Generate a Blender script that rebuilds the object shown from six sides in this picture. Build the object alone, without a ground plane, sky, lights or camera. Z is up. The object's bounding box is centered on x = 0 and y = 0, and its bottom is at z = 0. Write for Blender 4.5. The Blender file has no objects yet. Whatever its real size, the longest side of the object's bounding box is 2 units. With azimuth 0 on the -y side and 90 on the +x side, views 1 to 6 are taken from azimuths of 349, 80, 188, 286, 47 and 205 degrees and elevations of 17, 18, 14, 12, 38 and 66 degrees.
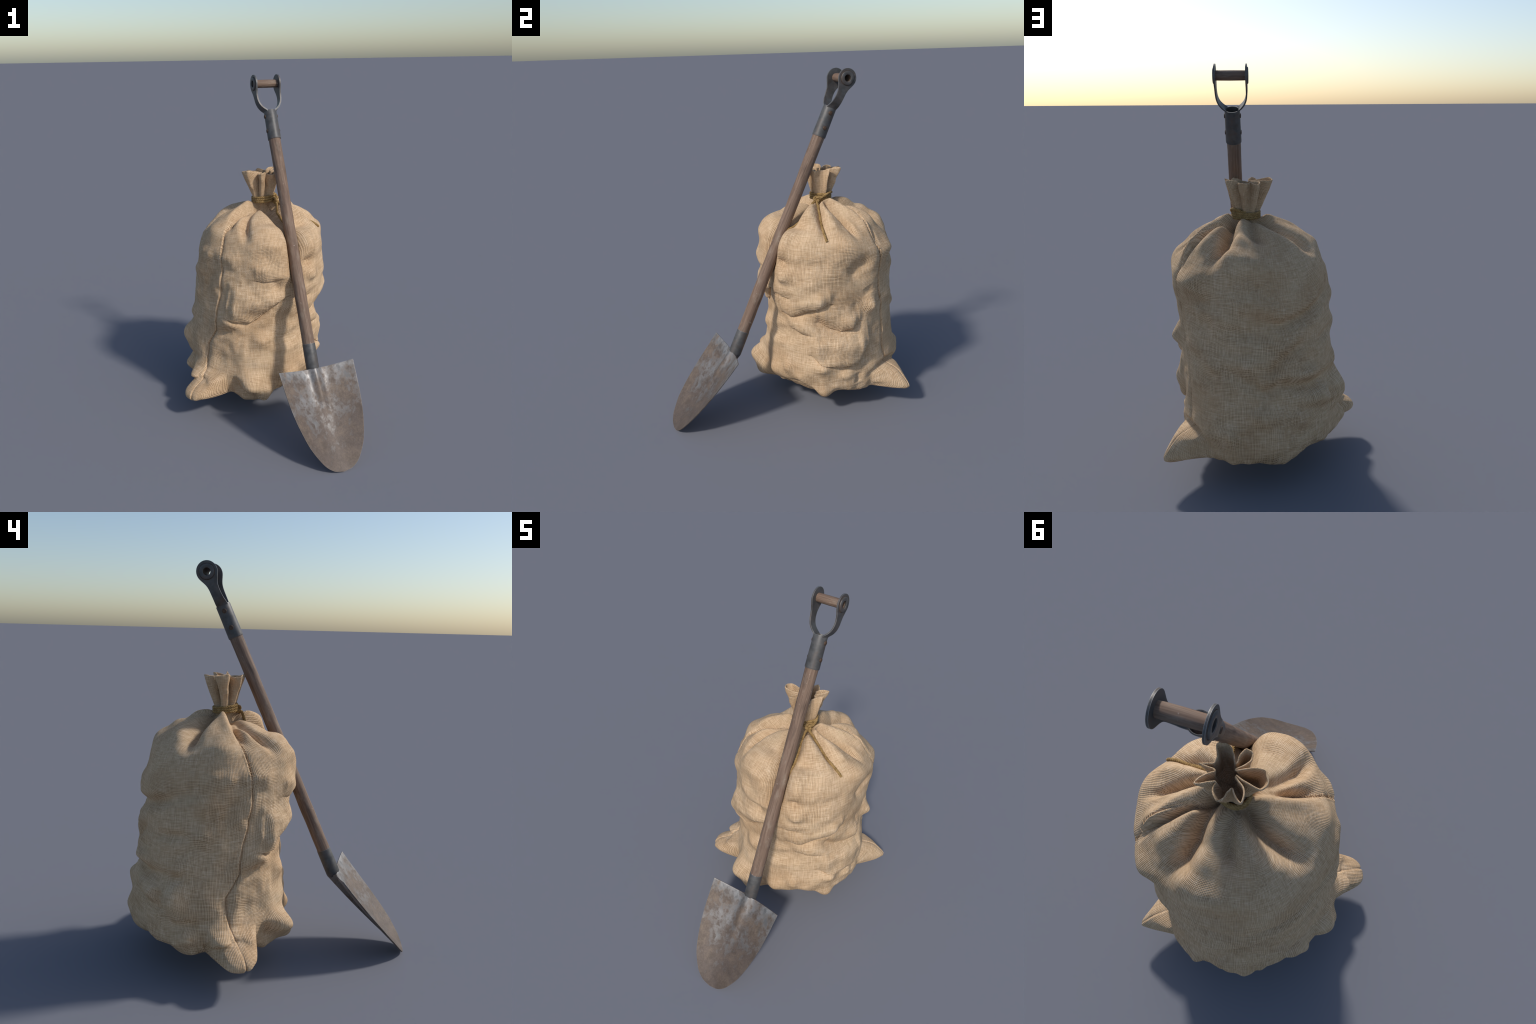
"""A filled burlap sack tied with rope, and an old D-handle shovel leaning on it."""
import bpy, math
import numpy as np
from mathutils import Vector

RNG = np.random.default_rng(11)

# ------------------------------------------------------------------ helpers
def catmull(points, n):
    p = np.array(points, float)
    p = np.vstack([2 * p[0] - p[1], p, 2 * p[-1] - p[-2]])
    t = np.linspace(0, 1, n, endpoint=False)[:, None]
    out = [.5 * (2 * p[i + 1] + (p[i + 2] - p[i]) * t
                 + (2 * p[i] - 5 * p[i + 1] + 4 * p[i + 2] - p[i + 3]) * t ** 2
                 + (3 * p[i + 1] - p[i] - 3 * p[i + 2] + p[i + 3]) * t ** 3) for i in range(len(p) - 3)]
    return np.vstack(out + [p[-2][None]])


def smooth01(x):
    x = np.clip(x, 0, 1)
    return x * x * (3 - 2 * x)


def value_noise(P, scale, seed):
    """Smooth 3D value noise in -1..1, for arrays of points."""
    q = np.asarray(P) * scale
    i = np.floor(q).astype(np.int64)
    f = q - i
    f = f * f * (3 - 2 * f)

    def h(a):
        n = (a[..., 0] * 73856093) ^ (a[..., 1] * 19349663) ^ (a[..., 2] * 83492791) ^ (seed * 2654435761)
        n = (n ^ (n >> 13)) * 1274126177
        n = n ^ (n >> 16)
        return (n & 0xFFFFF) / float(0x7FFFF) - 1.0
    r = 0
    for dx in (0, 1):
        for dy in (0, 1):
            for dz in (0, 1):
                w = (f[..., 0] if dx else 1 - f[..., 0]) * (f[..., 1] if dy else 1 - f[..., 1]) * (f[..., 2] if dz else 1 - f[..., 2])
                r = r + w * h(i + np.array([dx, dy, dz]))
    return r


def make_object(name, verts, faces, mat, parent=None, origin=(0, 0, 0), smooth=True, normals=None):
    me = bpy.data.meshes.new(name)
    o = np.array(origin, float)
    me.from_pydata((np.asarray(verts, float) - o).tolist(), [], [list(map(int, f)) for f in faces])
    me.update()
    if smooth:
        me.shade_smooth()
    if normals is not None:
        n = np.asarray(normals, float)
        me.normals_split_custom_set_from_vertices((n / np.linalg.norm(n, axis=1, keepdims=True)).tolist())
    if mat:
        me.materials.append(mat)
    ob = bpy.data.objects.new(name, me)
    bpy.context.scene.collection.objects.link(ob)
    place(ob, parent, origin)
    return ob


def place(ob, parent, origin):
    ob.location = origin
    if parent is not None:
        ob.parent = parent
        ob.location = Vector(origin) - world_origin[parent.name]
    world_origin[ob.name] = Vector(origin)


world_origin = {}


def make_empty(name, origin, label, category):
    ob = bpy.data.objects.new(name, None)
    bpy.context.scene.collection.objects.link(ob)
    ob.empty_display_size = .1
    place(ob, None, origin)
    ob["label"], ob["category"] = label, category
    return ob


def grid_faces(nu, nv, wrap_u=True, base=0, flip=False):
    """Quads of a grid of nu columns (around) and nv rows; vertex index = u*nv+v."""
    u = np.arange(nu if wrap_u else nu - 1)
    v = np.arange(nv - 1)
    U, V = np.meshgrid(u, v, indexing="ij")
    U2 = (U + 1) % nu
    q = np.stack([U * nv + V, U2 * nv + V, U2 * nv + V + 1, U * nv + V + 1], -1).reshape(-1, 4) + base
    return q[:, ::-1] if flip else q


def frames_along(P):
    """Parallel-transported normals along a polyline."""
    P = np.asarray(P, float)
    T = np.gradient(P, axis=0)
    T /= np.linalg.norm(T, axis=1, keepdims=True)
    a = np.cross(T[0], [.31, .2, .93])
    a /= np.linalg.norm(a)
    A = [a]
    for k in range(1, len(P)):
        a = A[-1] - T[k] * (A[-1] @ T[k])
        A.append(a / np.linalg.norm(a))
    A = np.array(A)
    return T, A, np.cross(T, A)


def tube(P, radius, sides=8, caps=True):
    P = np.asarray(P, float)
    T, A, B = frames_along(P)
    R = np.broadcast_to(np.asarray(radius, float), (len(P),))
    ang = np.arange(sides) / sides * 2 * math.pi
    V = P[None] + R[None, :, None] * (np.cos(ang)[:, None, None] * A[None] + np.sin(ang)[:, None, None] * B[None])
    verts = V.reshape(-1, 3)
    faces = grid_faces(sides, len(P)).tolist()
    if caps:
        faces.append([k * len(P) for k in range(sides)][::-1])
        faces.append([k * len(P) + len(P) - 1 for k in range(sides)])
    return verts, faces


def merge(parts):
    verts, faces, b = [], [], 0
    for v, f in parts:
        verts.append(np.asarray(v))
        faces += [[int(i) + b for i in q] for q in f]
        b += len(v)
    return np.vstack(verts), faces


def resample(P, step):
    P = np.asarray(P, float)
    d = np.concatenate([[0], np.cumsum(np.linalg.norm(np.diff(P, axis=0), axis=1))])
    t = np.linspace(0, d[-1], max(4, int(d[-1] / step)))
    return np.stack([np.interp(t, d, P[:, k]) for k in range(3)], 1)


def rope(P, radius, pitch=.034, start=0.0):
    """Three strands laid around a path."""
    P = resample(P, .0032)
    T, A, B = frames_along(P)
    d = np.concatenate([[0], np.cumsum(np.linalg.norm(np.diff(P, axis=0), axis=1))])
    parts = []
    for k in range(3):
        a = start + d / pitch * 2 * math.pi + k * 2 * math.pi / 3
        Q = P + .5 * radius * (np.cos(a)[:, None] * A + np.sin(a)[:, None] * B)
        rr = np.full(len(P), radius * .56)
        rr[0] *= .6
        rr[-1] *= .6
        parts.append(tube(Q, rr, 7))
    return merge(parts)


def lathe(profile, axis_o, axis_d, sides=40, side_ref=(1, 0, 0), closed=False):
    """Revolve (radius, distance) points around an axis."""
    d = np.array(axis_d, float)
    d /= np.linalg.norm(d)
    a = np.array(side_ref, float)
    a -= d * (a @ d)
    a /= np.linalg.norm(a)
    b = np.cross(d, a)
    pr = np.array(profile, float)
    ang = np.arange(sides) / sides * 2 * math.pi
    V = np.array(axis_o)[None, None] + pr[None, :, 1, None] * d + pr[None, :, 0, None] * (
        np.cos(ang)[:, None, None] * a + np.sin(ang)[:, None, None] * b)
    f = grid_faces(sides, len(pr)).tolist()
    if closed:
        n = len(pr)
        f += [[k * n + n - 1, ((k + 1) % sides) * n + n - 1, ((k + 1) % sides) * n, k * n] for k in range(sides)]
    return V.reshape(-1, 3), f


# ------------------------------------------------------------------ materials
class Nodes:
    def __init__(self, name):
        self.mat = bpy.data.materials.new(name)
        self.mat.use_nodes = True
        self.t = self.mat.node_tree
        self.t.nodes.clear()
        self.out = self.n("ShaderNodeOutputMaterial")
        self.bsdf = self.n("ShaderNodeBsdfPrincipled")
        self.t.links.new(self.bsdf.outputs[0], self.out.inputs[0])

    def n(self, kind, **kw):
        nd = self.t.nodes.new(kind)
        for k, v in kw.items():
            setattr(nd, k, v)
        return nd

    def put(self, sock, v):
        if hasattr(v, "node"):
            self.t.links.new(v, sock)
        elif isinstance(v, tuple) and len(v) == 3 and sock.type == "RGBA":
            sock.default_value = (*v, 1)
        else:
            sock.default_value = v

    def math(self, op, a, b=None, c=None, clamp=False):
        nd = self.n("ShaderNodeMath", operation=op, use_clamp=clamp)
        for i, v in enumerate((a, b, c)):
            if v is not None:
                self.put(nd.inputs[i], v)
        return nd.outputs[0]

    def mix(self, fac, a, b, mode="MIX"):
        nd = self.n("ShaderNodeMix", data_type="RGBA", blend_type=mode)
        self.put(nd.inputs[0], fac)
        self.put(nd.inputs[6], a)
        self.put(nd.inputs[7], b)
        return nd.outputs[2]

    def ramp(self, fac, stops, interp="LINEAR"):
        nd = self.n("ShaderNodeValToRGB")
        nd.color_ramp.interpolation = interp
        els = nd.color_ramp.elements
        while len(els) < len(stops):
            els.new(.5)
        for e, (p, c) in zip(els, stops):
            e.position = p
            e.color = (*c, 1) if isinstance(c, tuple) else (c, c, c, 1)
        self.put(nd.inputs[0], fac)
        return nd.outputs[0]

    def noise(self, vec, scale, detail=3, rough=.55, dist=0.0, dim="3D"):
        nd = self.n("ShaderNodeTexNoise", noise_dimensions=dim)
        self.put(nd.inputs["Vector"], vec)
        nd.inputs["Scale"].default_value = scale
        nd.inputs["Detail"].default_value = detail
        nd.inputs["Roughness"].default_value = rough
        nd.inputs["Distortion"].default_value = dist
        return nd.outputs[0]

    def coords(self):
        return self.n("ShaderNodeTexCoord").outputs["Object"]

    def scale_vec(self, vec, s):
        nd = self.n("ShaderNodeMapping")
        self.put(nd.inputs[0], vec)
        nd.inputs["Scale"].default_value = s
        return nd.outputs[0]

    def combine(self, x, y, z=0.0):
        nd = self.n("ShaderNodeCombineXYZ")
        for i, v in enumerate((x, y, z)):
            self.put(nd.inputs[i], v)
        return nd.outputs[0]

    def bump(self, height, strength, distance, normal=None):
        nd = self.n("ShaderNodeBump")
        self.put(nd.inputs["Height"], height)
        nd.inputs["Strength"].default_value = strength
        nd.inputs["Distance"].default_value = distance
        if normal is not None:
            self.put(nd.inputs["Normal"], normal)
        return nd.outputs[0]

    def set(self, **kw):
        for k, v in kw.items():
            self.put(self.bsdf.inputs[k.replace("_", " ")], v)
        return self.mat


def burlap_material(name, around=.39, climb=.85, centre=(0, 0), pitch=.0070, wander=1.0):
    """Plain weave wrapped around the sack axis, threads of uneven weight and colour."""
    m = Nodes(name)
    co = m.coords()
    sep = m.n("ShaderNodeSeparateXYZ")
    m.put(sep.inputs[0], co)
    x, y, z = sep.outputs
    x, y = m.math("SUBTRACT", x, centre[0]), m.math("SUBTRACT", y, centre[1])
    rho = m.math("SQRT", m.math("ADD", m.math("MULTIPLY", x, x), m.math("MULTIPLY", y, y)))
    ang = m.math("ARCTAN2", m.math("MULTIPLY", y, -1.0), m.math("MULTIPLY", x, -1.0))

    def drift(scale, amount, offset):
        v = m.n("ShaderNodeMapping")
        m.put(v.inputs[0], co)
        v.inputs["Location"].default_value = (offset, offset * .7, -offset)
        return m.math("MULTIPLY", m.math("SUBTRACT", m.noise(v.outputs[0], scale, 1, .5), .5), amount * wander)
    # slow wander of the threads, and a finer one
    u = m.math("ADD", m.math("MULTIPLY", ang, around), m.math("ADD", drift(4.0, .040, 0), drift(12.0, .010, 3)))
    v = m.math("ADD", m.math("SUBTRACT", z, m.math("MULTIPLY", rho, climb)), m.math("ADD", drift(5.0, .040, 7), drift(12.0, .010, 11)))
    fu = m.math("MULTIPLY", u, 1 / pitch)
    fv = m.math("MULTIPLY", v, 1 / pitch)
    # uneven thread brightness: noise stretched along each thread
    nu = m.noise(m.combine(m.math("MULTIPLY", fu, .9), m.math("MULTIPLY", fv, .10)), 1.0, 1, .6, dim="2D")
    nv = m.noise(m.combine(m.math("MULTIPLY", fu, .10), m.math("MULTIPLY", fv, .9)), 1.0, 1, .6, dim="2D")
    # thread ridges, over and under
    sin_u, sin_v = m.math("SINE", m.math("MULTIPLY", fu, math.pi)), m.math("SINE", m.math("MULTIPLY", fv, math.pi))
    su, sv = m.math("ABSOLUTE", sin_u), m.math("ABSOLUTE", sin_v)
    lay = m.math("MULTIPLY_ADD", m.math("MULTIPLY", sin_u, sin_v), .25, .5)
    hgt = m.math("ADD", m.math("MULTIPLY", su, lay), m.math("MULTIPLY", sv, m.math("SUBTRACT", 1.0, lay)))
    # gaps where both threads are low; the weave opens up in loose patches
    loose = m.ramp(m.noise(m.scale_vec(co, (1, 1, 1.4)), 5.0, 2, .55), [(.42, 0.0), (.64, 1.0)])
    gap = m.ramp(m.math("MAXIMUM", m.math("MULTIPLY_ADD", nu, .5, m.math("SUBTRACT", su, .25)), m.math("MULTIPLY_ADD", nv, .5, m.math("SUBTRACT", sv, .25))), [(.36, 1.0), (.80, 0.0)])
    gapw = m.math("MULTIPLY", gap, m.math("MULTIPLY_ADD", loose, .66, .26))
    # colours
    tone = m.math("ADD", m.math("MULTIPLY", nu, .5), m.math("MULTIPLY", nv, .5))
    tone = m.math("MULTIPLY_ADD", m.math("SUBTRACT", hgt, .6), .14, tone)
    col = m.ramp(tone, [(.16, (.43, .288, .166)), (.44, (.575, .403, .248)), (.57, (.645, .463, .296)), (.88, (.80, .615, .43))])
    big = m.noise(co, 3.4, 3, .6)
    col = m.mix(m.ramp(big, [(.42, 0.0), (.66, .40)]), col, (.50, .31, .165))
    pale = m.noise(m.scale_vec(co, (1, 1, 1.6)), 6.5, 3, .55, .6)
    col = m.mix(m.ramp(pale, [(.52, 0.0), (.75, .38)]), col, (.68, .51, .33))
    fleck = m.noise(co, 95.0, 1, .5)
    col = m.mix(m.ramp(fleck, [(.71, 0.0), (.79, .45)]), col, (.22, .125, .06))
    col = m.mix(gapw, col, (.135, .078, .036))
    b1 = m.bump(m.math("SUBTRACT", hgt, m.math("MULTIPLY", gapw, .35)), .6, .0035)
    fuzz = m.noise(co, 420.0, 2, .6)
    return m.set(Base_Color=col, Roughness=.93, Normal=m.bump(fuzz, .25, .0015, b1), Specular_IOR_Level=.10)


def rope_material():
    m = Nodes("jute_rope")
    co = m.coords()
    n = m.noise(co, 60.0, 3, .6)
    fib = m.noise(m.scale_vec(co, (1, 1, 2.2)), 320.0, 2, .6)
    col = m.ramp(m.math("MULTIPLY_ADD", fib, .5, m.math("MULTIPLY", n, .5)), [(.32, (.12, .074, .028)), (.52, (.31, .198, .080)), (.70, (.48, .325, .145))])
    return m.set(Base_Color=col, Roughness=.9, Normal=m.bump(fib, .4, .001), Specular_IOR_Level=.2)


def wood_material(name="weathered_wood"):
    """Grain runs along local Z."""
    m = Nodes(name)
    co = m.coords()
    grain = m.noise(m.scale_vec(co, (1, 1, .035)), 130.0, 4, .65, .4)
    blot = m.noise(m.scale_vec(co, (1, 1, .45)), 14.0, 4, .6)
    wear = m.noise(m.scale_vec(co, (1, 1, .3)), 30.0, 4, .7)
    col = m.ramp(grain, [(.30, (.085, .053, .037)), (.50, (.175, .116, .082)), (.70, (.26, .178, .128))])
    col = m.mix(m.ramp(blot, [(.40, 0.0), (.66, .55)]), col, (.19, .118, .084))
    col = m.mix(m.ramp(wear, [(.52, 0.0), (.68, .60)]), col, (.27, .215, .165))
    spot = m.noise(co, 75.0, 2, .5)
    col = m.mix(m.ramp(spot, [(.70, 0.0), (.76, .55)]), col, (.40, .34, .29))
    dark = m.noise(m.scale_vec(co, (1, 1, .25)), 22.0, 3, .6)
    col = m.mix(m.ramp(dark, [(.54, 0.0), (.72, .6)]), col, (.07, .045, .035))
    return m.set(Base_Color=col, Roughness=.68, Normal=m.bump(grain, .25, .002), Specular_IOR_Level=.35)


def worn_edge(m, radius):
    """Mask of the sharp edges, where the metal is rubbed bright."""
    bev = m.n("ShaderNodeBevel", samples=6)
    bev.inputs["Radius"].default_value = radius
    geo = m.n("ShaderNodeNewGeometry")
    dot = m.n("ShaderNodeVectorMath", operation="DOT_PRODUCT")
    m.put(dot.inputs[0], bev.outputs[0])
    m.put(dot.inputs[1], geo.outputs["Normal"])
    return m.ramp(dot.outputs["Value"], [(.80, 1.0), (.985, 0.0)])


def steel_material():
    """Grey-brown steel of the fittings: rubbed bare on the edges, brown in places."""
    m = Nodes("dark_steel")
    co = m.coords()
    n = m.noise(co, 26.0, 5, .62)
    fine = m.noise(co, 240.0, 3, .6)
    col = m.ramp(n, [(.30, (.050, .048, .046)), (.52, (.080, .079, .079)), (.74, (.125, .120, .115))])
    rust = m.noise(co, 15.0, 4, .6, .4)
    col = m.mix(m.ramp(rust, [(.45, 0.0), (.68, .65)]), col, (.105, .072, .055))
    edge = m.math("MULTIPLY", worn_edge(m, .0035), m.math("MULTIPLY_ADD", fine, .5, .55))
    col = m.mix(edge, col, (.42, .41, .40))
    return m.set(Base_Color=col, Metallic=m.math("MULTIPLY_ADD", edge, .4, .22), Roughness=m.math("MULTIPLY_ADD", n, .25, .38), Normal=m.bump(fine, .10, .001))


def blade_material():
    """Worn blade: grey steel clouded with brown rust, dirtier towards the tip."""
    m = Nodes("rusty_blade_steel")
    co = m.coords()
    sep = m.n("ShaderNodeSeparateXYZ")
    m.put(sep.inputs[0], co)
    n1 = m.noise(m.scale_vec(co, (1, 1, .7)), 9.0, 6, .66, .3)
    n2 = m.noise(m.scale_vec(co, (1, 1, .55)), 30.0, 5, .68)
    n3 = m.noise(co, 150.0, 3, .6)
    mask = m.math("ADD", m.math("MULTIPLY", n1, .50), m.math("MULTIPLY", n2, .50))
    mask = m.math("ADD", mask, m.math("MULTIPLY_ADD", sep.outputs[2], -.42, .02))     # more rust low down
    steel = m.ramp(n2, [(.36, (.14, .136, .133)), (.60, (.31, .303, .297))])
    rust = m.ramp(m.math("MULTIPLY_ADD", n3, .25, m.math("MULTIPLY", n1, .75)), [(.36, (.056, .039, .029)), (.50, (.098, .070, .054)), (.66, (.160, .115, .080))])
    fac = m.ramp(mask, [(.385, 0.0), (.53, .95)])
    col = m.mix(fac, steel, rust)
    grime = m.noise(m.scale_vec(co, (1, 1, .6)), 17.0, 5, .7)
    col = m.mix(m.ramp(grime, [(.50, 0.0), (.64, .6)]), col, (.066, .047, .035))
    edge = m.math("MULTIPLY", worn_edge(m, .0015), m.math("MULTIPLY_ADD", n2, 1.0, -.15))
    col = m.mix(edge, col, (.48, .47, .46))
    rough = m.math("MULTIPLY_ADD", fac, .16, .43)
    hgt = m.math("ADD", m.math("MULTIPLY", n3, .6), m.math("MULTIPLY", n2, .8))
    return m.set(Base_Color=col, Metallic=m.math("MULTIPLY_ADD", fac, -.18, .36), Roughness=rough, Normal=m.bump(hgt, .22, .002))


def rust_material():
    m = Nodes("rusted_rivet")
    co = m.coords()
    n = m.noise(co, 160.0, 3, .6)
    col = m.ramp(n, [(.35, (.050, .030, .020)), (.65, (.115, .066, .040))])
    return m.set(Base_Color=col, Metallic=.2, Roughness=.75, Normal=m.bump(n, .3, .001))


BURLAP = burlap_material("burlap")
BURLAP_CORNER = burlap_material("burlap_corner", around=.50, climb=.72)
BURLAP_MOUTH = burlap_material("burlap_gathered", around=.16, climb=-.25, centre=(.051, -.046), pitch=.0045, wander=.25)
ROPE, WOOD, STEEL, BLADE, RUST = (rope_material(), wood_material(),
                                  steel_material(), blade_material(), rust_material())

# ------------------------------------------------------------------ sack shape
# frame of the shovel that leans on the sack
LAT = np.array([.9876, .1571, 0.0])              # across the blade
FWD = np.array([.1571, -.9876, 0.0])             # towards the front of the blade
UP = np.array([0, 0, 1.0])
LEANDIR = -FWD * .4466 + UP                        # along the shaft, upwards
LEANDIR /= np.linalg.norm(LEANDIR)
SHAFT0 = np.array([.228, -.310, .470])
FACE = np.cross(LAT, LEANDIR)                      # shaft's front side
FACE /= np.linalg.norm(FACE)
FACE *= np.sign(FACE @ FWD)

# radius and height from the tied neck, over the shoulders, down to the flat bottom
PROFILE = [(.046, 1.300), (.056, 1.266), (.10, 1.246), (.16, 1.224), (.23, 1.195), (.30, 1.150), (.35, 1.09), (.378, 1.0),
           (.385, .9), (.382, .8), (.380, .7), (.380, .6), (.383, .5), (.395, .4), (.404, .3), (.404, .235), (.388, .18),
           (.345, .145), (.25, .122), (.12, .116), (.004, .115)]
# the filled sack leans a little: height, x and y of its axis
LEAN = np.array([(.1, .010, .300), (.4, .012, .300), (.7, .035, .280), (1.0, .066, .250), (1.3, .081, .234)])
_d = catmull(PROFILE, 24)
_s = np.concatenate([[0], np.cumsum(np.hypot(*np.diff(_d, axis=0).T))])
S_MAX = _s[-1]


def sack_base(th, s):
    r, z = np.interp(s, _s, _d[:, 0]), np.interp(s, _s, _d[:, 1])
    cx, cy = np.interp(z, LEAN[:, 0], LEAN[:, 1]), np.interp(z, LEAN[:, 0], LEAN[:, 2])
    neck = smooth01((.13 - r) / .08)                       # the gathered neck is flattened
    return np.stack([cx + r * (1 + .14 * neck) * np.cos(th), cy + r * (1 - .10 * neck) * np.sin(th), z + 0 * th], -1)


# Folds running down from the tie: path of (angle, distance from the tie), width, depth (negative: a ridge)
GATHERS = [
    ([(230, .02), (227, .14), (231, .21), (237, .28), (242, .34), (246, .44)], .024, .024),
    ([(218, .02), (213, .11), (213, .20), (216, .27), (221, .36)], .020, .022),
    ([(202, .04), (203, .15), (206, .30)], .034, -.015),
    ([(225, .10), (228, .20), (230, .30)], .026, -.008),
    ([(283, .04), (288, .12), (291, .22), (291, .36), (290, .48), (288, .66)], .048, .042),
    ([(322, .03), (306, .10), (303, .20), (300, .30)], .020, .014),
    ([(318, .08), (325, .18), (329, .32)], .045, -.020),
    ([(328, .04), (341, .16), (345, .26), (348, .40)], .019, .018),
    ([(350, .08), (355, .19), (0 + 360, .32), (360, .41)], .035, -.012),
    ([(361, .07), (364, .13), (372, .21), (376, .30), (377, .42)], .017, .022),
    ([(378, .06), (388, .17), (396, .26), (396, .36), (394, .44)], .032, -.020),
    ([(407, .05), (401, .14), (402, .24), (400, .34), (399, .48)], .012, .022),
    ([(412, .14), (414, .25), (412, .36)], .035, -.014),
    ([(55, .05), (63, .12), (73, .20), (75, .28), (71, .36), (68, .43)], .032, .036),
    ([(80, .05), (92, .18), (92, .34)], .042, -.020),
    ([(106, .03), (111, .15), (116, .23), (118, .31)], .028, .016),
    ([(126, .08), (131, .19), (140, .30)], .045, -.012),
    ([(153, .03), (155, .14), (160, .22), (166, .30), (170, .40)], .036, .036),
    ([(180, .04), (185, .18), (187, .32)], .045, -.008),
]
# Soft creases of the slumped body: same format
CREASES = [
    ([(222, .935), (230, .945), (240, .930)], .018, .008),
    ([(318, .510), (335, .508), (352, .508)], .032, .005),
    ([(311, .736), (326, .660), (342, .573)], .050, -.013),
    ([(386, .488), (375, .540), (366, .617)], .034, .018),
    ([(382, .665), (385, .715)], .024, .006),
    ([(370, 1.20), (371, 1.28)], .018, .012),
    ([(96, .640), (110, .634), (120, .655), (142, .630), (160, .600), (176, .566)], .022, .020),
    ([(100, .880), (110, .873), (122, .815), (145, .736)], .022, .014),
    ([(80, .863), (90, .907), (104, .965), (116, .941), (141, .965), (166, .962), (180, .955)], .022, .017),
    ([(150, .767), (170, .764), (183, .750)], .018, .010),
    ([(118, 1.05), (144, 1.085), (165, 1.13)], .020, .010),
    ([(88, 1.14), (86, 1.255)], .020, .010),
    ([(122, 1.17), (120, 1.32)], .015, .007),
    ([(64, .500), (66, .627), (61, .720)], .036, .012),
    ([(164, 1.02), (163, 1.098), (166, 1.15)], .028, .017),
    ([(170, 1.19), (180, 1.185), (198, 1.165)], .020, .010),
    ([(246, 1.20), (246, 1.33)], .024, .014),
    ([(300, .86), (304, .93), (300, 1.0)], .03, .006),
    ([(22, 1.235), (30, 1.205), (43, 1.195), (56, 1.205), (64, 1.26)], .013, .022),
    ([(199, 1.32), (206, 1.265), (214, 1.243), (222, 1.243), (230, 1.265)], .014, .026),
]
# Sagging folds with an undercut lower edge: path left to right, length of the bulge above, sharpness, height
SAGS = [
    ([(256, .575), (263, .582), (272, .580), (281, .570)], .08, .007, .011),
    ([(234, .805), (245, .822), (254, .828), (262, .805), (270, .760), (278, .713), (286, .672)], .13, .011, .032),
    ([(286, .712), (298, .699), (310, .709)], .055, .008, .015),
    ([(303, .822), (315, .818), (327, .781), (336, .757), (347, .722)], .07, .008, .021),
    ([(312, .905), (322, .924), (331, .920)], .06, .009, .014),
    ([(336, .845), (346, .883), (356, .903), (366, .895), (372, .850)], .075, .008, .022),
    ([(330, 1.05), (338, 1.094), (350, 1.113), (360, 1.122), (370, 1.108), (379, 1.04)], .13, .011, .024),
]
# Bulges and dents: angle, distance from the tie, half width, half height, height
BULGES = [
    (261, .40, .11, .12, .029), (268, .64, .09, .055, .018), (236, .862, .060, .045, .018), (230, 1.122, .05, .06, -.012),
    (244, 1.235, .05, .05, -.008), (212, .50, .035, .05, -.008), (208, .638, .04, .06, -.010), (211, .886, .04, .05, -.008),
    (265, 1.215, .07, .06, .020), (308, .395, .05, .06, .022), (306, .525, .04, .035, -.014), (309, .60, .05, .04, .018),
    (384, .777, .035, .05, .022), (371, .79, .03, .05, -.010), (352, 1.03, .08, .07, .008), (340, 1.156, .05, .04, .020),
    (308, 1.19, .035, .04, .014), (360, 1.205, .045, .035, .014), (340, 1.34, .05, .05, .022), (290, 1.03, .06, .06, .010),
    (292, 1.23, .05, .05, .015), (98, .56, .12, .04, .008), (100, .726, .13, .04, .008), (92, .828, .08, .035, .010),
    (138, .90, .08, .03, .012), (146, 1.033, .05, .04, .012), (101, 1.077, .055, .05, .015), (137, 1.169, .07, .035, .012),
    (82, 1.19, .03, .07, .008), (113, 1.20, .03, .06, .010), (177, 1.05, .06, .06, .018), (156, 1.057, .045, .04, .015),
    (186, 1.244, .06, .04, .016), (207, 1.21, .06, .04, .012), (214, 1.07, .03, .06, -.008), (269, 1.295, .05, .04, .024),
    (241, 1.118, .04, .05, -.008), (214, .586, .045, .035, -.010), (68, .603, .06, .035, .010), (68, .85, .06, .04, .012),
    (282, .85, .05, .05, -.02), (18, 1.137, .05, .04, -.012), (264, 1.26, .07, .06, .030),
]
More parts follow.
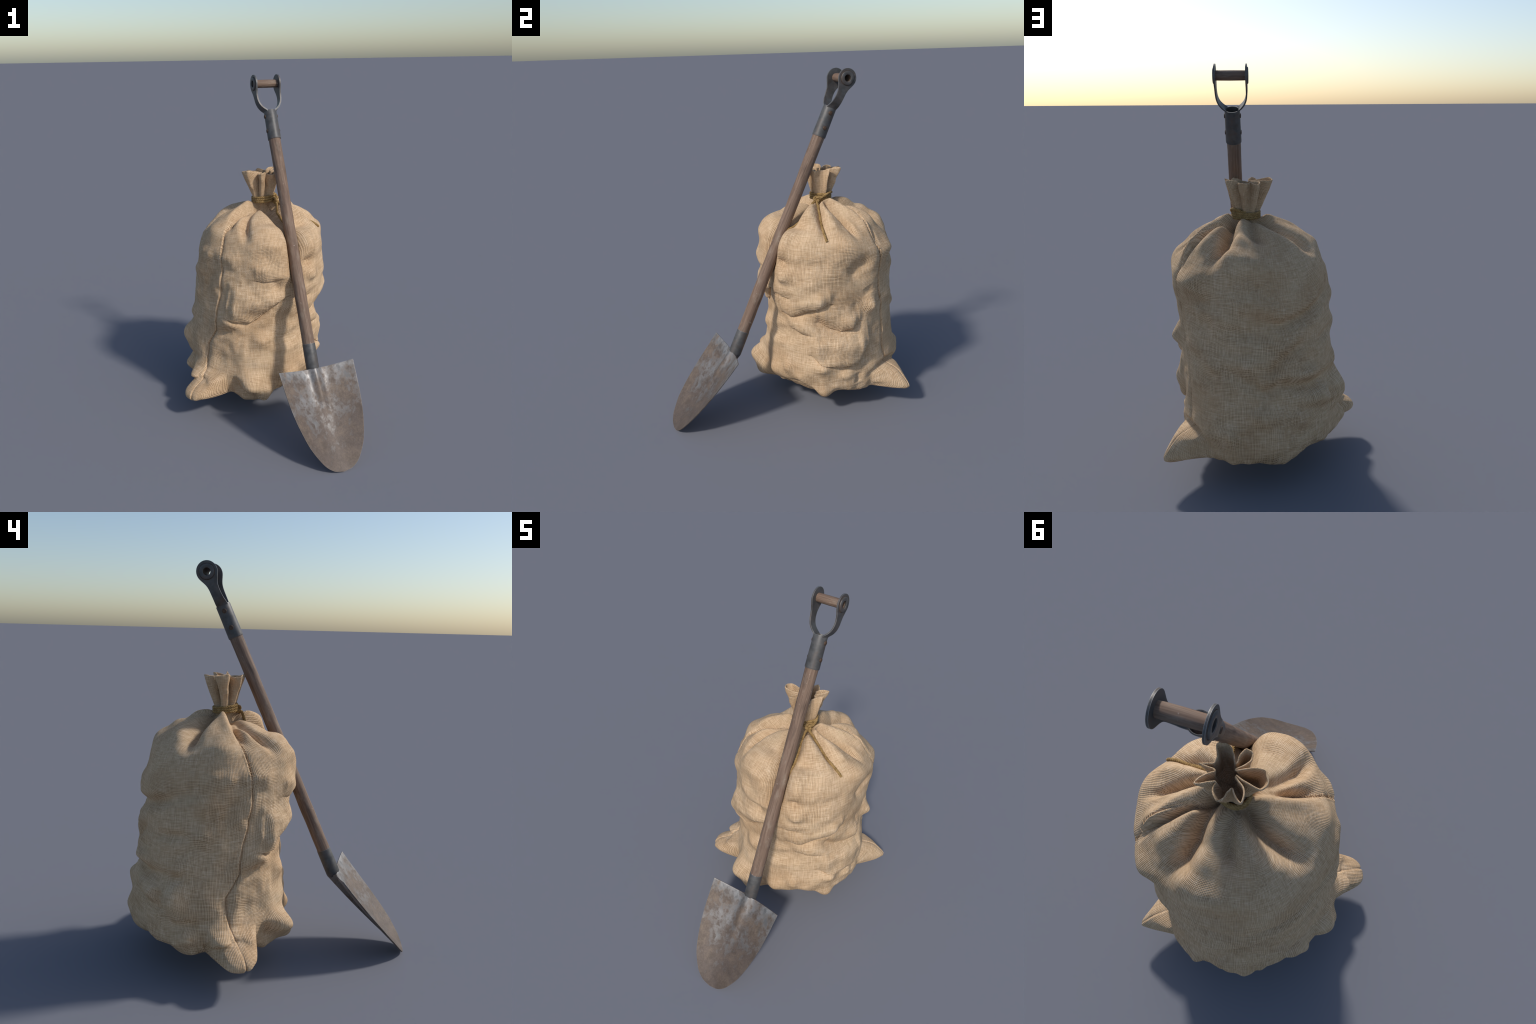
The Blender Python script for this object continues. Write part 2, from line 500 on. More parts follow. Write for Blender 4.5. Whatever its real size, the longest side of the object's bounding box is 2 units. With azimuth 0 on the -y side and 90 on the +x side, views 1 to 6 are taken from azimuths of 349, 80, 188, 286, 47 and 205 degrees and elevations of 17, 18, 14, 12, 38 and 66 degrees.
# Wide lumps and hollows of the filling: angle, distance, height
SLUMP = [
    (0, 1.19, -.021), (5, .39, .023), (12, 1.07, -.021), (13, .44, .021), (16, 1.34, .013), (30, .46, .023), (30, .52, .011), (51, .48, .032),
    (54, .77, .015), (60, .43, .011), (64, 1.18, .015), (75, .62, .016), (79, 1.17, .019), (80, 1.33, .015), (85, .40, .012), (86, .33, .024),
    (96, .19, -.023), (96, .70, -.012), (98, .36, .017), (103, 1.03, -.019), (107, .69, -.023), (111, 1.39, .017), (112, .47, -.011), (113, 1.00, -.011),
    (113, 1.16, -.019), (119, 1.35, .008), (121, .61, .017), (130, 1.30, -.011), (131, 1.28, -.016), (132, 1.19, -.042), (143, .27, .017), (143, 1.17, -.027),
    (144, 1.25, -.025), (144, 1.33, -.029), (150, 1.38, -.017), (163, 1.33, -.013), (167, 1.18, -.013), (168, 1.24, -.020), (175, 1.09, .021), (177, .92, .017),
    (181, 1.00, .015), (182, 1.14, .013), (182, 1.36, .014), (188, .60, .020), (190, .74, .016), (200, .27, .013), (200, .34, .023), (206, .48, .018),
    (230, .48, .012), (251, 1.21, .029), (252, .81, -.013), (254, 1.36, .048), (257, 1.24, .055), (259, .38, -.011), (259, .62, -.014), (259, .79, -.041),
    (259, .89, -.012), (262, .44, -.032), (262, .49, -.024), (266, .99, .013), (267, 1.22, -.056), (268, 1.27, -.036), (269, .23, -.017), (269, .74, -.032),
    (270, .35, -.018), (271, 1.33, .017), (272, .67, -.040), (274, .58, -.012), (275, .92, -.015), (276, .53, -.017), (277, .64, -.069), (290, 1.00, -.029),
    (292, .88, -.014), (295, 1.33, -.013), (296, .67, -.013), (308, .39, -.022), (314, 1.31, -.030), (314, 1.35, -.015), (316, .27, -.038), (318, .79, -.020),
    (340, 1.34, -.013), (343, .86, -.035), (344, 1.05, -.020), (352, 1.07, -.014), (355, .90, -.036),
]
# The two bottom corners: angle, distance, half width, reach, height above and below, drop of the tip, bluntness (2)
CORNERS = [(217.5, 1.315, .130, .186, .095, .125, .018, 3.2, 1.0), (43, 1.325, .138, .190, .115, .120, .040, 1.2, 1.2)]
# The side seams: path of (angle, distance)
SEAMS = [
    [(215, .05), (214, .113), (214, .225), (215, .31), (219, .40), (222, .498), (224, .563), (224, .641), (224, .719), (222, .80),
     (221, .89), (222, .941), (217, 1.002), (213, 1.05), (214, 1.132), (216, 1.21), (218, 1.25), (219, 1.30), (220, 1.37), (220, 1.44)],
    [(40, .05), (35, .15), (35, .25), (35, .36), (38, .46), (39, .52), (37, .62), (37, .72), (40, .80), (40, .90),
     (40, 1.0), (39, 1.077), (41, 1.142), (43, 1.19), (43, 1.30), (43, 1.37), (43, 1.44)],
]


def wrap(a):
    return (a + 180) % 360 - 180


def path_distance(th_deg, s, r, path):
    """Distance on the cloth from points to a path, in metres, and how far along the path (0..1) the nearest point lies."""
    best = np.full(np.broadcast(th_deg, s).shape, 9.0)
    where = np.zeros(best.shape)
    k = math.pi / 180
    seg = [math.hypot((a1 - a0) * k * .3, s1 - s0) for (a0, s0), (a1, s1) in zip(path[:-1], path[1:])]
    done = 0.0
    for (a0, s0), (a1, s1), ln in zip(path[:-1], path[1:], seg):
        ex, ey = (a1 - a0) * k * r, (s1 - s0)
        px, py = wrap(th_deg - a0) * k * r, s - s0
        t = np.clip((px * ex + py * ey) / (ex * ex + ey * ey + 1e-9), 0, 1)
        d = np.hypot(px - t * ex, py - t * ey)
        near = d < best
        best = np.where(near, d, best)
        where = np.where(near, (done + t * ln) / sum(seg), where)
        done += ln
    return best, where


def sack_surface(th_deg, s):
    th_deg, s = np.broadcast_arrays(np.asarray(th_deg, float), np.asarray(s, float))
    th = np.radians(th_deg)
    P = sack_base(th, s)
    e = 2e-3
    Tu = sack_base(th + e, s) - sack_base(th - e, s)
    Tv = sack_base(th, np.minimum(s + e, S_MAX)) - sack_base(th, np.maximum(s - e, 0))
    N = np.cross(Tv, Tu)
    N /= np.linalg.norm(N, axis=-1, keepdims=True) + 1e-12
    N *= -np.sign((N * np.stack([np.cos(th), np.sin(th), 0 * th], -1)).sum(-1, keepdims=True) + 1e-9) * -1
    Tv /= np.linalg.norm(Tv, axis=-1, keepdims=True) + 1e-12
    low = s > 1.42
    N[low] = np.array([0, 0, -1.0]) * smooth01((s[low] - 1.42) / .05)[:, None] + N[low] * (1 - smooth01((s[low] - 1.42) / .05))[:, None]
    r = np.interp(s, _s, _d[:, 0])
    rr = np.maximum(r, .05)
    h = np.zeros(s.shape)
    sag = np.zeros(s.shape)
    for k, (path, w, depth) in enumerate(GATHERS + CREASES):
        d, along_path = path_distance(th_deg, s, rr, path)
        fade = smooth01((1 - along_path) / .45)            # folds die out towards their ends
        if k >= len(GATHERS):
            fade = smooth01(along_path / .3) * smooth01((1 - along_path) / .3) * .75 + .25
            w, depth = 1.3 * w, .9 * depth
        h -= (1.9 if k < len(GATHERS) else 2.0) * depth * fade * np.exp(-(d / (w * (1.25 - .25 * fade))) ** 2)
    for path, long, sharp, amp in SAGS:
        a = np.array(path)
        rel = wrap(th_deg - a[0, 0])
        span = a[-1, 0] - a[0, 0]
        edge = np.interp(rel, a[:, 0] - a[0, 0], a[:, 1])
        d = edge - s
        out = np.maximum(np.maximum(-rel, rel - span), 0) * math.pi / 180 * rr
        fade = np.exp(-(out / .022) ** 2) * (.45 + .55 * smooth01(np.minimum(rel, span - rel) * math.pi / 180 * rr / .05))
        soft = 3.2 * sharp
        roll = np.where(d > .38 * long, np.exp(-((d - .38 * long) / (.75 * long)) ** 2), np.sqrt(np.clip(1 - ((d - .38 * long) / (.38 * long + soft)) ** 2, 0, 1)))
        crease = np.exp(-((d + .5 * soft) / (1.1 * soft)) ** 2)
        h += 1.7 * fade * amp * (1.2 * roll - .34 * crease)
        sag += fade * amp * .75 * roll * np.exp(-(np.maximum(d, 0) / (long * .4)) ** 2)
    for a, s0, hw, hh, amp in BULGES:
        dx = wrap(th_deg - a) * math.pi / 180 * rr
        h += 2.0 * amp * np.exp(-(dx / hw) ** 2 - ((s - s0) / hh) ** 2)
    for a, s0, amp in SLUMP:
        dx = wrap(th_deg - a) * math.pi / 180 * rr
        h += amp * np.exp(-(dx / .075) ** 2 - ((s - s0) / .045) ** 2)
    body = smooth01((s - .12) / .15) * smooth01((1.50 - s) / .1)
    h += body * (.35 + .65 * smooth01((s - .30) / .2)) * (.0075 * value_noise(P * np.array([1, 1, 1.25]), 11.0, 3) + (.004 + .006 * smooth01((s - 1.25) / .08)) * value_noise(P, 25.0, 5))
    for k, path in enumerate(SEAMS):                       # stitched seam: a slit with a proud lip
        a = np.array(path)
        off = wrap(th_deg - np.interp(s, a[:, 1], a[:, 0])) * math.pi / 180 * rr
        on = smooth01((s - .12) / .1) * smooth01((1.46 - s) / .04)
        sd = -1 if k == 0 else 1
        h += on * (-.0075 * np.exp(-(off / .0042) ** 2) - .006 * np.exp(-(off / .016) ** 2) + .0034 * np.exp(-((off - sd * .010) / .0075) ** 2))
    h *= smooth01((s - .012) / .05)
    Q = P + N * h[..., None] + Tv * sag[..., None]
    # the shaft presses a groove into the front
    rel = Q - SHAFT0
    lat_off, front = rel @ LAT, rel @ FACE
    R = .0355
    limit = np.where(np.abs(lat_off) < R, -np.sqrt(np.maximum(R * R - lat_off ** 2, 0)), (np.abs(lat_off) - R) * 3.0)
    over = front - limit
    near = (np.abs(lat_off) < .07) & (np.abs(front) < .25) & (s > .03) & (s < .95)
    soft_over = .5 * (over + np.sqrt(over ** 2 + .008 ** 2))
    Q = Q - (np.where(near, soft_over * smooth01((.07 - np.abs(lat_off)) / .02), 0))[..., None] * FACE
    for a, s0, hw, reach, up, dn, drop, b1, b2 in CORNERS:         # bottom corners pushed out into ears
        dx = wrap(th_deg - a) * math.pi / 180 * .40
        m = np.clip(1 - (np.abs(dx) / hw) ** b1, 0, 1) ** b2
        dv = s - s0
        mv = np.where(dv < 0, np.exp(-(dv / up) ** 2 * 1.0) * smooth01((dv + 1.35 * up) / (.55 * up)), np.clip(1 - (dv / dn) ** 2, 0, 1))
        g = m * mv
        ar = math.radians(a)
        Q = Q + (reach * g)[..., None] * np.array([math.cos(ar), math.sin(ar), 0]) - (drop * g * g)[..., None] * np.array([0, 0, 1.0])
    return Q


def warped_angles(n):
    """Angles all round, closer together at the two seams."""
    t = np.linspace(0, 360, 7200, endpoint=False)
    dens = 1 + 1.6 * np.exp(-(wrap(t - 218) / 9) ** 2) + 1.6 * np.exp(-(wrap(t - 39) / 8) ** 2)
    c = np.cumsum(dens)
    return np.interp(np.arange(n) / n * c[-1], c, t)


def build_sack():
    sack = make_empty("burlap_sack", (.03, .28, .0), "full burlap sack tied at the neck with rope", "sack")
    nu, nv = 860, 480
    th = warped_angles(nu)
    s = np.concatenate([np.linspace(.004, .10, 40, endpoint=False), np.linspace(.10, 1.45, 400, endpoint=False), np.linspace(1.45, S_MAX, 40)])
    V = sack_surface(th[:, None], s[None, :])
    du = np.roll(V, -1, 0) - np.roll(V, 1, 0)
    dv = np.gradient(V, axis=1)
    N = np.cross(dv, du)
    if (N[:, 240] * (V[:, 240] - V[:, 240].mean(0))).sum() < 0:
        N = -N
    N += 1e-12
    faces = grid_faces(nu, nv, flip=True)
    # split by region: two cloth panels between the seams, two bottom corners
    uc, vc = np.divmod(np.arange(nu * (nv - 1)), nv - 1)
    fth, fs = th[uc], s[vc]
    sa = [np.interp(fs, np.array(p)[:, 1], np.array(p)[:, 0]) for p in SEAMS]
    region = np.where((wrap(fth - sa[1]) % 360) < ((sa[0] - sa[1]) % 360), 1, 0)
    for k, (a, s0, hw, *_r) in enumerate(CORNERS):
        dx = np.abs(wrap(fth - a)) * math.pi / 180 * .4
        top = s0 - .105 + .5 * dx
        region[(dx < hw * .9) & (fs > top) & (fs < s0 + .07)] = 2 + k
    flat, nflat = V.reshape(-1, 3), N.reshape(-1, 3)
    for k, name in ((0, "cloth_panel"), (1, "cloth_panel"), (2, "sack_corner"), (3, "sack_corner")):
        f = faces[region == k]
        used, inv = np.unique(f, return_inverse=True)
        make_object(name, flat[used], inv.reshape(f.shape), BURLAP if k < 2 else BURLAP_CORNER, sack, (.03, .28, .0), normals=nflat[used])

    build_mouth(sack)
    build_tie(sack)
    build_seam_threads(sack)
    return sack


# rim of the gathered mouth: angle and radius around the neck, in folds
MOUTH = [(-20, .072), (-7, .070), (8, .106), (21, .066), (33, .062), (49, .122), (60, .082), (70, .064), (82, .088), (93, .113), (104, .074), (118, .066),
         (127, .092), (137, .113), (147, .092), (158, .062), (169, .040), (179, .112), (190, .126), (203, .112), (211, .060), (222, .036),
         (236, .074), (247, .097), (259, .092), (270, .058), (281, .052), (297, .080), (311, .106), (322, .105), (332, .086)]


def build_mouth(sack):
    n, rows = 420, 44
    m = np.array(MOUTH)
    ang = np.concatenate([m[-3:, 0] - 360, m[:, 0], m[:3, 0] + 360])
    rad = np.concatenate([m[-3:, 1], m[:, 1], m[:3, 1]])
    t = np.linspace(0, 360, n, endpoint=False) - 20
    # smooth periodic interpolation
    fine = np.interp(np.arange(-60, 400, .5), ang, rad)
    ker = np.hanning(19)
    fine = np.convolve(fine, ker / ker.sum(), "same")
    rim = np.interp(t, np.arange(-60, 400, .5), fine)
    rim = rim + (rim - np.mean(rim)) * .22 - .012 * smooth01((.075 - rim) / .03)
    a = np.radians(t)
    k = np.linspace(0, 1, rows)
    neck = .050 * (1 + .10 * np.cos(2 * a)) + .10 * (rim - rim.mean())
    kk = k[None, :]
    R = neck[:, None] + (rim - neck)[:, None] * (.80 * kk + .20 * smooth01(kk))
    R = R + .004 * np.sin(math.pi * kk) * np.cos(3 * a)[:, None]
    zr = 1.445 + .10 * (rim - .08) + .005 * np.sin(2 * a + .6) + .004 * np.sin(7 * a + 1.0) + .003 * np.sin(13 * a)
    Z = 1.275 + (zr - 1.275)[:, None] * kk
    cx, cy = .081, .234
    tw = a[:, None] + .16 * kk ** 2 * np.sin(2 * a + 1.3)[:, None] * np.cos(5 * a)[:, None]      # pleats lean over each other
    O = np.stack([cx + R * np.cos(tw), cy + R * np.sin(tw), Z], -1)
    O += ((.002 + .003 * kk) * value_noise(O, 30.0, 9))[..., None] * np.array([1, 1, .6])
    du = np.roll(O, -1, 0) - np.roll(O, 1, 0)
    dv = np.gradient(O, axis=1)
    N = np.cross(du, dv)
    N /= np.linalg.norm(N, axis=-1, keepdims=True)
    th = .0055
    lip = O[:, -1:] + np.array([0, 0, .0022]) - N[:, -1:] * th * .5
    I = (O - N * th)[:, :int(rows * .40):-1]
    bottom = np.concatenate([np.stack([cx + f * (I[:, -1, 0] - cx), cy + f * (I[:, -1, 1] - cy), I[:, -1, 2] - .022 * (1 - f ** 2)], -1)[:, None] for f in (.75, .5, .25, .02)], 1)
    V = np.concatenate([O, O[:, -1:] + np.array([0, 0, .0014]) - N[:, -1:] * th * .15, lip, I[:, :1] + np.array([0, 0, .0014]) + N[:, -1:] * th * .15, I, bottom], 1)
    make_object("sack_mouth", V.reshape(-1, 3), grid_faces(n, V.shape[1]), BURLAP_MOUTH, sack, (.03, .28, .0))


def on_cloth(points, lift, steps=40):
    """A path over the cloth, given as (angle, distance) control points, lifted off the surface."""
    c = catmull(points, steps)
    P = sack_surface(c[:, 0], c[:, 1])
    e = .6
    N = np.cross(sack_surface(c[:, 0], c[:, 1] + .004) - sack_surface(c[:, 0], c[:, 1] - .004),
                 sack_surface(c[:, 0] + e, c[:, 1]) - sack_surface(c[:, 0] - e, c[:, 1]))
    N /= np.linalg.norm(N, axis=1, keepdims=True)
    N *= np.sign(N[:, 2:3])
    return P + N * lift


def build_tie(sack):
    tie = make_empty("tie_rope", (.081, .234, 1.285), "", "")
    del tie["label"], tie["category"]
    tie.parent = sack
    tie.location = Vector((.081, .234, 1.285)) - world_origin["burlap_sack"]
    rad = .0072
    c = np.array([.081, .234, 0])
    t = np.linspace(0, 1, 500)
    turns = 3.35
    a = math.radians(-30) + t * turns * 2 * math.pi
    r = .0035 * np.sin(3 * a + 1)
    P = np.stack([c[0] + (.0665 + r) * np.cos(a), c[1] + (.0565 + r) * np.sin(a), 1.2645 + .0405 * t + .006 * np.sin(a * 1 + 2.4) * t], 1)
    v, f = rope(P, rad)
    make_object("rope_coil", v, f, ROPE, tie, (.081, .234, 1.285))
    # overhand knot: a trefoil of rope in front of the coils
    k = np.array([.149, .193, 1.279])
    t = np.linspace(0, 2 * math.pi, 160)
    x, y, z = np.sin(t) + 2 * np.sin(2 * t), np.cos(t) - 2 * np.cos(2 * t), -np.sin(3 * t)
    out = np.array([.86, -.50, 0])
    lat = np.array([.50, .86, 0])
    K = k + .0065 * (x[:, None] * lat + y[:, None] * np.array([0, 0, 1.0]) + z[:, None] * 1.1 * out)
    v, f = rope(K, rad)
    make_object("knot", v, f, ROPE, tie, (.081, .234, 1.285))
    # a loop of the top turn pulled round to the knot
    loop = catmull([(.100, .292, 1.306), (.135, .276, 1.312), (.157, .243, 1.304), (.160, .215, 1.290), (.152, .196, 1.282)], 24)
    v, f = rope(loop, rad)
    make_object("rope_loop", v, f, ROPE, tie, (.081, .234, 1.285))
    tail = np.vstack([catmull([(.152, .196, 1.278), (.166, .188, 1.262)], 12), on_cloth([(338, .10), (342, .16), (345, .24), (347, .32), (349, .385)], .0045)])
    v, f = rope(catmull(tail[::6], 10), rad * 1.03)
    make_object("rope_tail", v, f, ROPE, tie, (.081, .234, 1.285))
    tail = np.vstack([catmull([(.148, .190, 1.274), (.148, .165, 1.256)], 12), on_cloth([(309, .10), (305, .16), (303, .22), (300, .30), (297, .36)], .0045)])
    v, f = rope(catmull(tail[::6], 10), rad * 1.03)
    make_object("rope_tail", v, f, ROPE, tie, (.081, .234, 1.285))


def build_seam_threads(sack):
    """Pulled threads bridging the seams near the shoulders."""
    parts = []
    for k, path in enumerate(SEAMS):
        a = np.array(path)
        for s in np.arange(.27, .50, .0105):
            s = s + RNG.uniform(-.003, .003)
            if RNG.uniform() < .25:
                continue
            c = np.interp(s, a[:, 1], a[:, 0])
            w = RNG.uniform(.010, .017) / .36 * 180 / math.pi
            sd = RNG.uniform(-.004, .004)
            P = on_cloth([(c - w, s + sd), (c, s), (c + w, s - sd)], .0004, 6)
            mid = np.linspace(-1, 1, len(P))
            chord = P[0] + (P[-1] - P[0]) * ((mid + 1) / 2)[:, None]
            P = .25 * P + .75 * chord
            parts.append(tube(P, .0011, 5))
    v, f = merge(parts)
    ob = make_object("seam_thread", v, f, BURLAP, sack, (.03, .28, .0))
    ob["kind"] = "stuff"


# ------------------------------------------------------------------ shovel
def along(z):
    """Point of the shaft axis at height z."""
    return SHAFT0 + LEANDIR * (z - SHAFT0[2]) / LEANDIR[2]


def local_rotation(ob):
    """Give an object local axes with Z along the shaft, keeping its vertices in place."""
    from mathutils import Matrix
    m = Matrix((LAT, np.cross(LEANDIR, LAT), LEANDIR)).transposed()
    ob.data.transform(m.transposed().to_4x4())
    ob.rotation_euler = m.to_euler()


def blade_outline(t):
    """Half width of the blade at distance t below its top edge (length 1)."""
    tt = np.array([0, .24, .40, .54, .69, .78, .86, .92, .96, .985, 1.0])
    ww = np.array([.2265, .2165, .206, .191, .168, .148, .122, .098, .072, .045, .0])
    return np.interp(t, tt, ww)


def build_blade(shovel):
    L = .575
    top = SHAFT0 * 0 + LAT * (SHAFT0 @ LAT) + FWD * .4168 + UP * .4565
    tip = LAT * (SHAFT0 @ LAT) + FWD * .762 + UP * .004
    D = tip - top
    L = np.linalg.norm(D)
    D /= L
    NRM = np.cross(D, LAT)
    NRM *= np.sign(NRM @ FWD)
    nu, nv = 121, 110
    x = np.linspace(-1, 1, nu)
    x = np.sign(x) * (np.abs(x) ** 1.15)
    t = 1 - (1 - np.linspace(0, 1, nv)) ** 1.7
    t[-1] = .9995
    W = catmull(np.stack([np.array([0, .24, .40, .54, .69, .78, .86, .92, .96, .985, 1.0]), blade_outline(np.array([0, .24, .40, .54, .69, .78, .86, .92, .96, .985, 1.0]))], 1), 20)
    wt = np.interp(t, W[:, 0], W[:, 1])
    w = x[:, None] * wt[None, :]
    T = np.broadcast_to(t[None, :], w.shape)
    q = (np.sqrt(x ** 2 + .13 ** 2) - .13)[:, None] / (math.hypot(1, .13) - .13)
    keel = -.050 * (1 - T ** 2.2)                          # the wings fold forward from a keel
    edge = np.interp(T, [0, .15, .35, .6, .78, .92, 1], [0, .001, .005, .011, .013, .008, 0])
    dish = keel * (1 - q ** 1.3) + edge * q ** 1.3
    dip = .006 * (1 - q ** 1.3) * np.clip(1 - T / .5, 0, 1)
    ridge_f = .021 * smooth01(1 - T / .70) * np.exp(-(w / (.031 - .010 * T)) ** 2)
    ridge_b = .043 * np.clip(1 - T, 0, 1) ** 1.4 * np.exp(-(w / (.034 - .016 * T)) ** 4)
    C = top + w[..., None] * LAT + (T * L + dip)[..., None] * D
    F = C + (dish + ridge_f)[..., None] * NRM
    B = C + (dish - .006 - ridge_b)[..., None] * NRM
    nF = nu * nv
    fF = grid_faces(nu, nv, wrap_u=False)
    fB = grid_faces(nu, nv, wrap_u=False, base=nF, flip=True)
    idx = lambda u, v: u * nv + v
    border = [idx(u, 0) for u in range(nu)] + [idx(nu - 1, v) for v in range(1, nv)] + [idx(u, nv - 1) for u in range(nu - 2, -1, -1)] + [idx(0, v) for v in range(nv - 2, 0, -1)]
    rim = [[border[i], border[(i + 1) % len(border)], border[(i + 1) % len(border)] + nF, border[i] + nF] for i in range(len(border))]
    ob = make_object("blade", np.vstack([F.reshape(-1, 3), B.reshape(-1, 3)]), fF.tolist() + fB.tolist() + rim, BLADE, shovel, tuple(SHAFT0 * [1, 1, 0] + [0, 0, .25]))
    finish(ob, .0014)
    return ob


def finish(ob, width, angle=35):
    """Consistent normals, a small rounded edge, smooth shading by angle."""
    import bmesh
    bm = bmesh.new()
    bm.from_mesh(ob.data)
    bmesh.ops.remove_doubles(bm, verts=bm.verts, dist=1e-5)
    bmesh.ops.recalc_face_normals(bm, faces=bm.faces)
    edges = [e for e in bm.edges if len(e.link_faces) == 2 and e.calc_face_angle() > math.radians(angle)]
    if width and edges:
        bmesh.ops.bevel(bm, geom=edges, offset=width, segments=2, profile=.6, affect="EDGES", clamp_overlap=True)
    for e in bm.edges:
        e.smooth = not (len(e.link_faces) == 2 and e.calc_face_angle() > math.radians(50))
    bm.to_mesh(ob.data)
    bm.free()
    ob.data.shade_smooth()


def build_shovel():
    shovel = make_empty("leaning_shovel", (.30, -.70, 0), "old shovel with wooden shaft, rusty blade and D-handle", "shovel")
    build_blade(shovel)
    # socket of the blade: a tube that takes the shaft and runs into the blade
    p0, p1 = along(.406), along(.545)
    h = np.linalg.norm(p1 - p0)
    prof = [(.0, -.010), (.018, -.010), (.030, -.006), (.0350, .002), (.0366, .012), (.0366, h * .5), (.0362, h), (.0325, h), (.0325, h - .02)]
    v, f = lathe(prof, p0, LEANDIR, 48, LAT)
    ob = make_object("blade_socket", v, f, STEEL, shovel, tuple(p0))
    finish(ob, .0012)
    # shaft: slightly uneven, tapering into the sockets
    p0, p1 = along(.50), along(1.76)
    h = np.linalg.norm(p1 - p0)
    n, k = 48, 220
    zz = np.linspace(0, h, k)
    a = np.arange(n) / n * 2 * math.pi
    R = .0336 + .0008 * np.sin(zz * 5 + 1)[None, :] + 0 * a[:, None]
    V = p0 + zz[None, :, None] * LEANDIR + R[..., None] * (np.cos(a)[:, None, None] * LAT + np.sin(a)[:, None, None] * FACE)
    nse = value_noise(V * np.array([1, 1, .5]), 26.0, 21)
    V += (.0011 * nse)[..., None] * (np.cos(a)[:, None, None] * LAT + np.sin(a)[:, None, None] * FACE)
    fc = grid_faces(n, k).tolist() + [[i * k for i in range(n)][::-1], [i * k + k - 1 for i in range(n)]]
    ob = make_object("shaft", V.reshape(-1, 3), fc, WOOD, shovel, tuple(p0))
    finish(ob, 0)
    local_rotation(ob)
    build_handle(shovel)
    return shovel


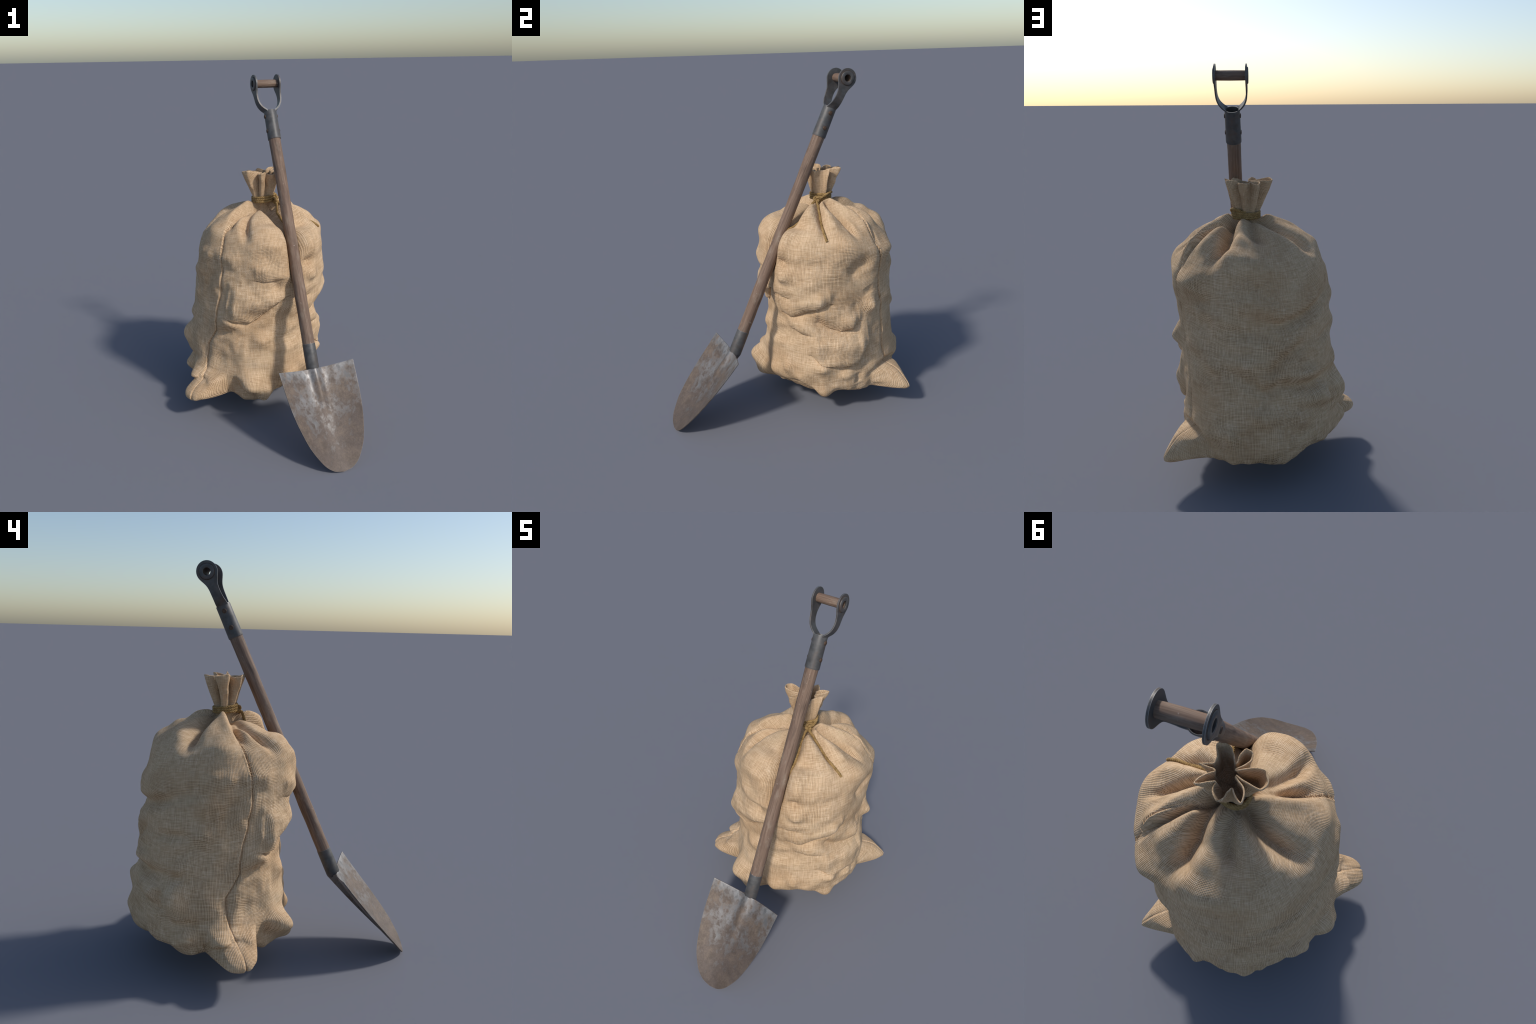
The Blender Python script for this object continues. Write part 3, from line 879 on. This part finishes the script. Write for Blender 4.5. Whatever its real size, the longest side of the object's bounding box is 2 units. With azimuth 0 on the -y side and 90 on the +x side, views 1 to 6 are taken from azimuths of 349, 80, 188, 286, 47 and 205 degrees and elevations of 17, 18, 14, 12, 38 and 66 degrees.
def build_handle(shovel):
    z0, z1, zg = 1.636, 1.792, 1.945
    p0, p1, pg = along(z0), along(z1), along(zg)
    h = np.linalg.norm(p1 - p0)
    # socket tube, open at the top
    prof = [(.0345, .0), (.0385, .0), (.0388, .01), (.0375, h * .6), (.0372, h), (.0318, h), (.0318, h * .75), (.0345, h * .5)]
    v, f = lathe(prof, p0, LEANDIR, 56, LAT, closed=True)
    handle = make_object("handle_socket", v, f, STEEL, shovel, tuple(p0))
    finish(handle, .0012)
    # two straps that bow out from the socket and end in round eyes
    g = np.linalg.norm(pg - p1)
    eye = .0525
    bow = catmull([(-.022, .0318), (-.008, .0325), (.002, .0368), (.016, .0465), (.034, .0600), (.058, .0690), (.085, .0722), (.120, .0728), (g + eye, .0728)], 16)
    av = np.concatenate([np.linspace(-.022, g, 70), g + eye * np.sin(np.linspace(0, math.pi / 2, 40)[1:])])
    lat = np.interp(av, bow[:, 0], bow[:, 1])
    shoulder = catmull([(0, .0525), (.01, .0516), (.02, .0487), (.03, .0442), (.04, .0392), (.05, .0343), (.06, .0302), (.072, .0268),
                        (.090, .0246), (.115, .0244), (.140, .0256), (.160, .0280), (.20, .0300)], 12)
    half = np.where(av > g, np.sqrt(np.maximum(eye ** 2 - (av - g) ** 2, 0)), np.interp(g - av, shoulder[:, 0], shoulder[:, 1]))
    half[-1] = .002
    thick = .0074
    for sgn in (-1, 1):
        m = 15
        xx = np.linspace(-1, 1, m)
        slope = np.gradient(lat, av)
        nx = 1 / np.sqrt(1 + slope ** 2)
        nz = -slope * nx
        curl = smooth01((.02 - av) / .03)                       # wraps round the socket at its foot
        rows = []
        for side in (0, 1):
            off = thick * (.5 if side else -.5)
            X = xx[:, None] * half[None, :]
            inset = curl[None, :] * (np.sqrt(np.maximum(.0372 ** 2 - np.minimum(np.abs(X), .034) ** 2, 0)) - .0372) * .9
            P = p1 + (av[None, :] + off * nz[None, :])[..., None] * LEANDIR + (sgn * (lat[None, :] + inset + off * nx[None, :]))[..., None] * LAT + X[..., None] * FACE
            rows.append(P)
        nvv = len(av)
        nn = m * nvv
        fa = grid_faces(m, nvv, wrap_u=False)
        fb = grid_faces(m, nvv, wrap_u=False, base=nn, flip=True)
        idx = lambda u, v_: u * nvv + v_
        border = [idx(u, 0) for u in range(m)] + [idx(m - 1, v_) for v_ in range(1, nvv)] + [idx(u, nvv - 1) for u in range(m - 2, -1, -1)] + [idx(0, v_) for v_ in range(nvv - 2, 0, -1)]
        rim = [[border[i], border[(i + 1) % len(border)], border[(i + 1) % len(border)] + nn, border[i] + nn] for i in range(len(border))]
        strap = make_object("handle_strap", np.vstack([rows[0].reshape(-1, 3), rows[1].reshape(-1, 3)]), fa.tolist() + fb.tolist() + rim, STEEL, shovel, tuple(pg))
        finish(strap, .0016)
        # the bore through the eye
        cut_v, cut_f = lathe([(.0195, -.03), (.0195, .03)], pg + sgn * LAT * .0728, LAT, 32, LEANDIR)
        cut_f = cut_f + [[i * 2 for i in range(32)][::-1], [i * 2 + 1 for i in range(32)]]
        cutter = make_object("bore_cutter", cut_v, cut_f, None, None, (0, 0, 0))
        mod = strap.modifiers.new("bore", "BOOLEAN")
        mod.object = cutter
        mod.operation = "DIFFERENCE"
        mod.solver = "EXACT"
        bpy.context.view_layer.update()
        dg = bpy.context.evaluated_depsgraph_get()
        me = bpy.data.meshes.new_from_object(strap.evaluated_get(dg))
        strap.modifiers.clear()
        strap.data = me
        bpy.data.objects.remove(cutter)
        # raised washer around the bore
        c = pg + sgn * LAT * .0762
        prof = [(.0192, -.004), (.0192, .0052), (.0205, .0062), (.0355, .0056), (.0378, .0040), (.0385, -.003)]
        v, f = lathe(prof, c, sgn * LAT, 48, LEANDIR)
        w = make_object("washer", v, f, STEEL, strap, tuple(c))
        finish(w, 0)
        v, f = lathe([(.0380, -.002), (.0380, .0012), (.0402, .0010), (.0410, -.002)], c, sgn * LAT, 48, LEANDIR)
        make_object("rust_ring", v, f, RUST, strap, tuple(c))
        for zz in (1.762, 1.683):                            # rivets through socket and shaft
            c = along(zz) + sgn * LAT * .0375
            prof = [(.0118, -.003), (.0118, .0008), (.0104, .0024), (.0060, .0034), (.0, .0037)]
            v, f = lathe(prof, c, sgn * LAT, 24, LEANDIR)
            r = make_object("rivet", v, f, RUST, handle, tuple(c))
            finish(r, 0)
    # wooden grip: a hollow turned bar between the eyes
    hl = .0725
    prof = [(.0185, -hl), (.0226, -hl + .001), (.0232, -.05), (.0236, 0), (.0232, .05), (.0226, hl - .001), (.0185, hl)]
    v, f = lathe(prof, pg, LAT, 40, LEANDIR, closed=True)
    ob = make_object("grip", v, f, WOOD, shovel, tuple(pg))
    finish(ob, 0)
    from mathutils import Matrix
    b = np.cross(LAT, LEANDIR)
    mat = Matrix((LEANDIR, -b * -1, LAT)).transposed()
    ob.data.transform(mat.transposed().to_4x4())
    ob.rotation_euler = mat.to_euler()


build_sack()
build_shovel()
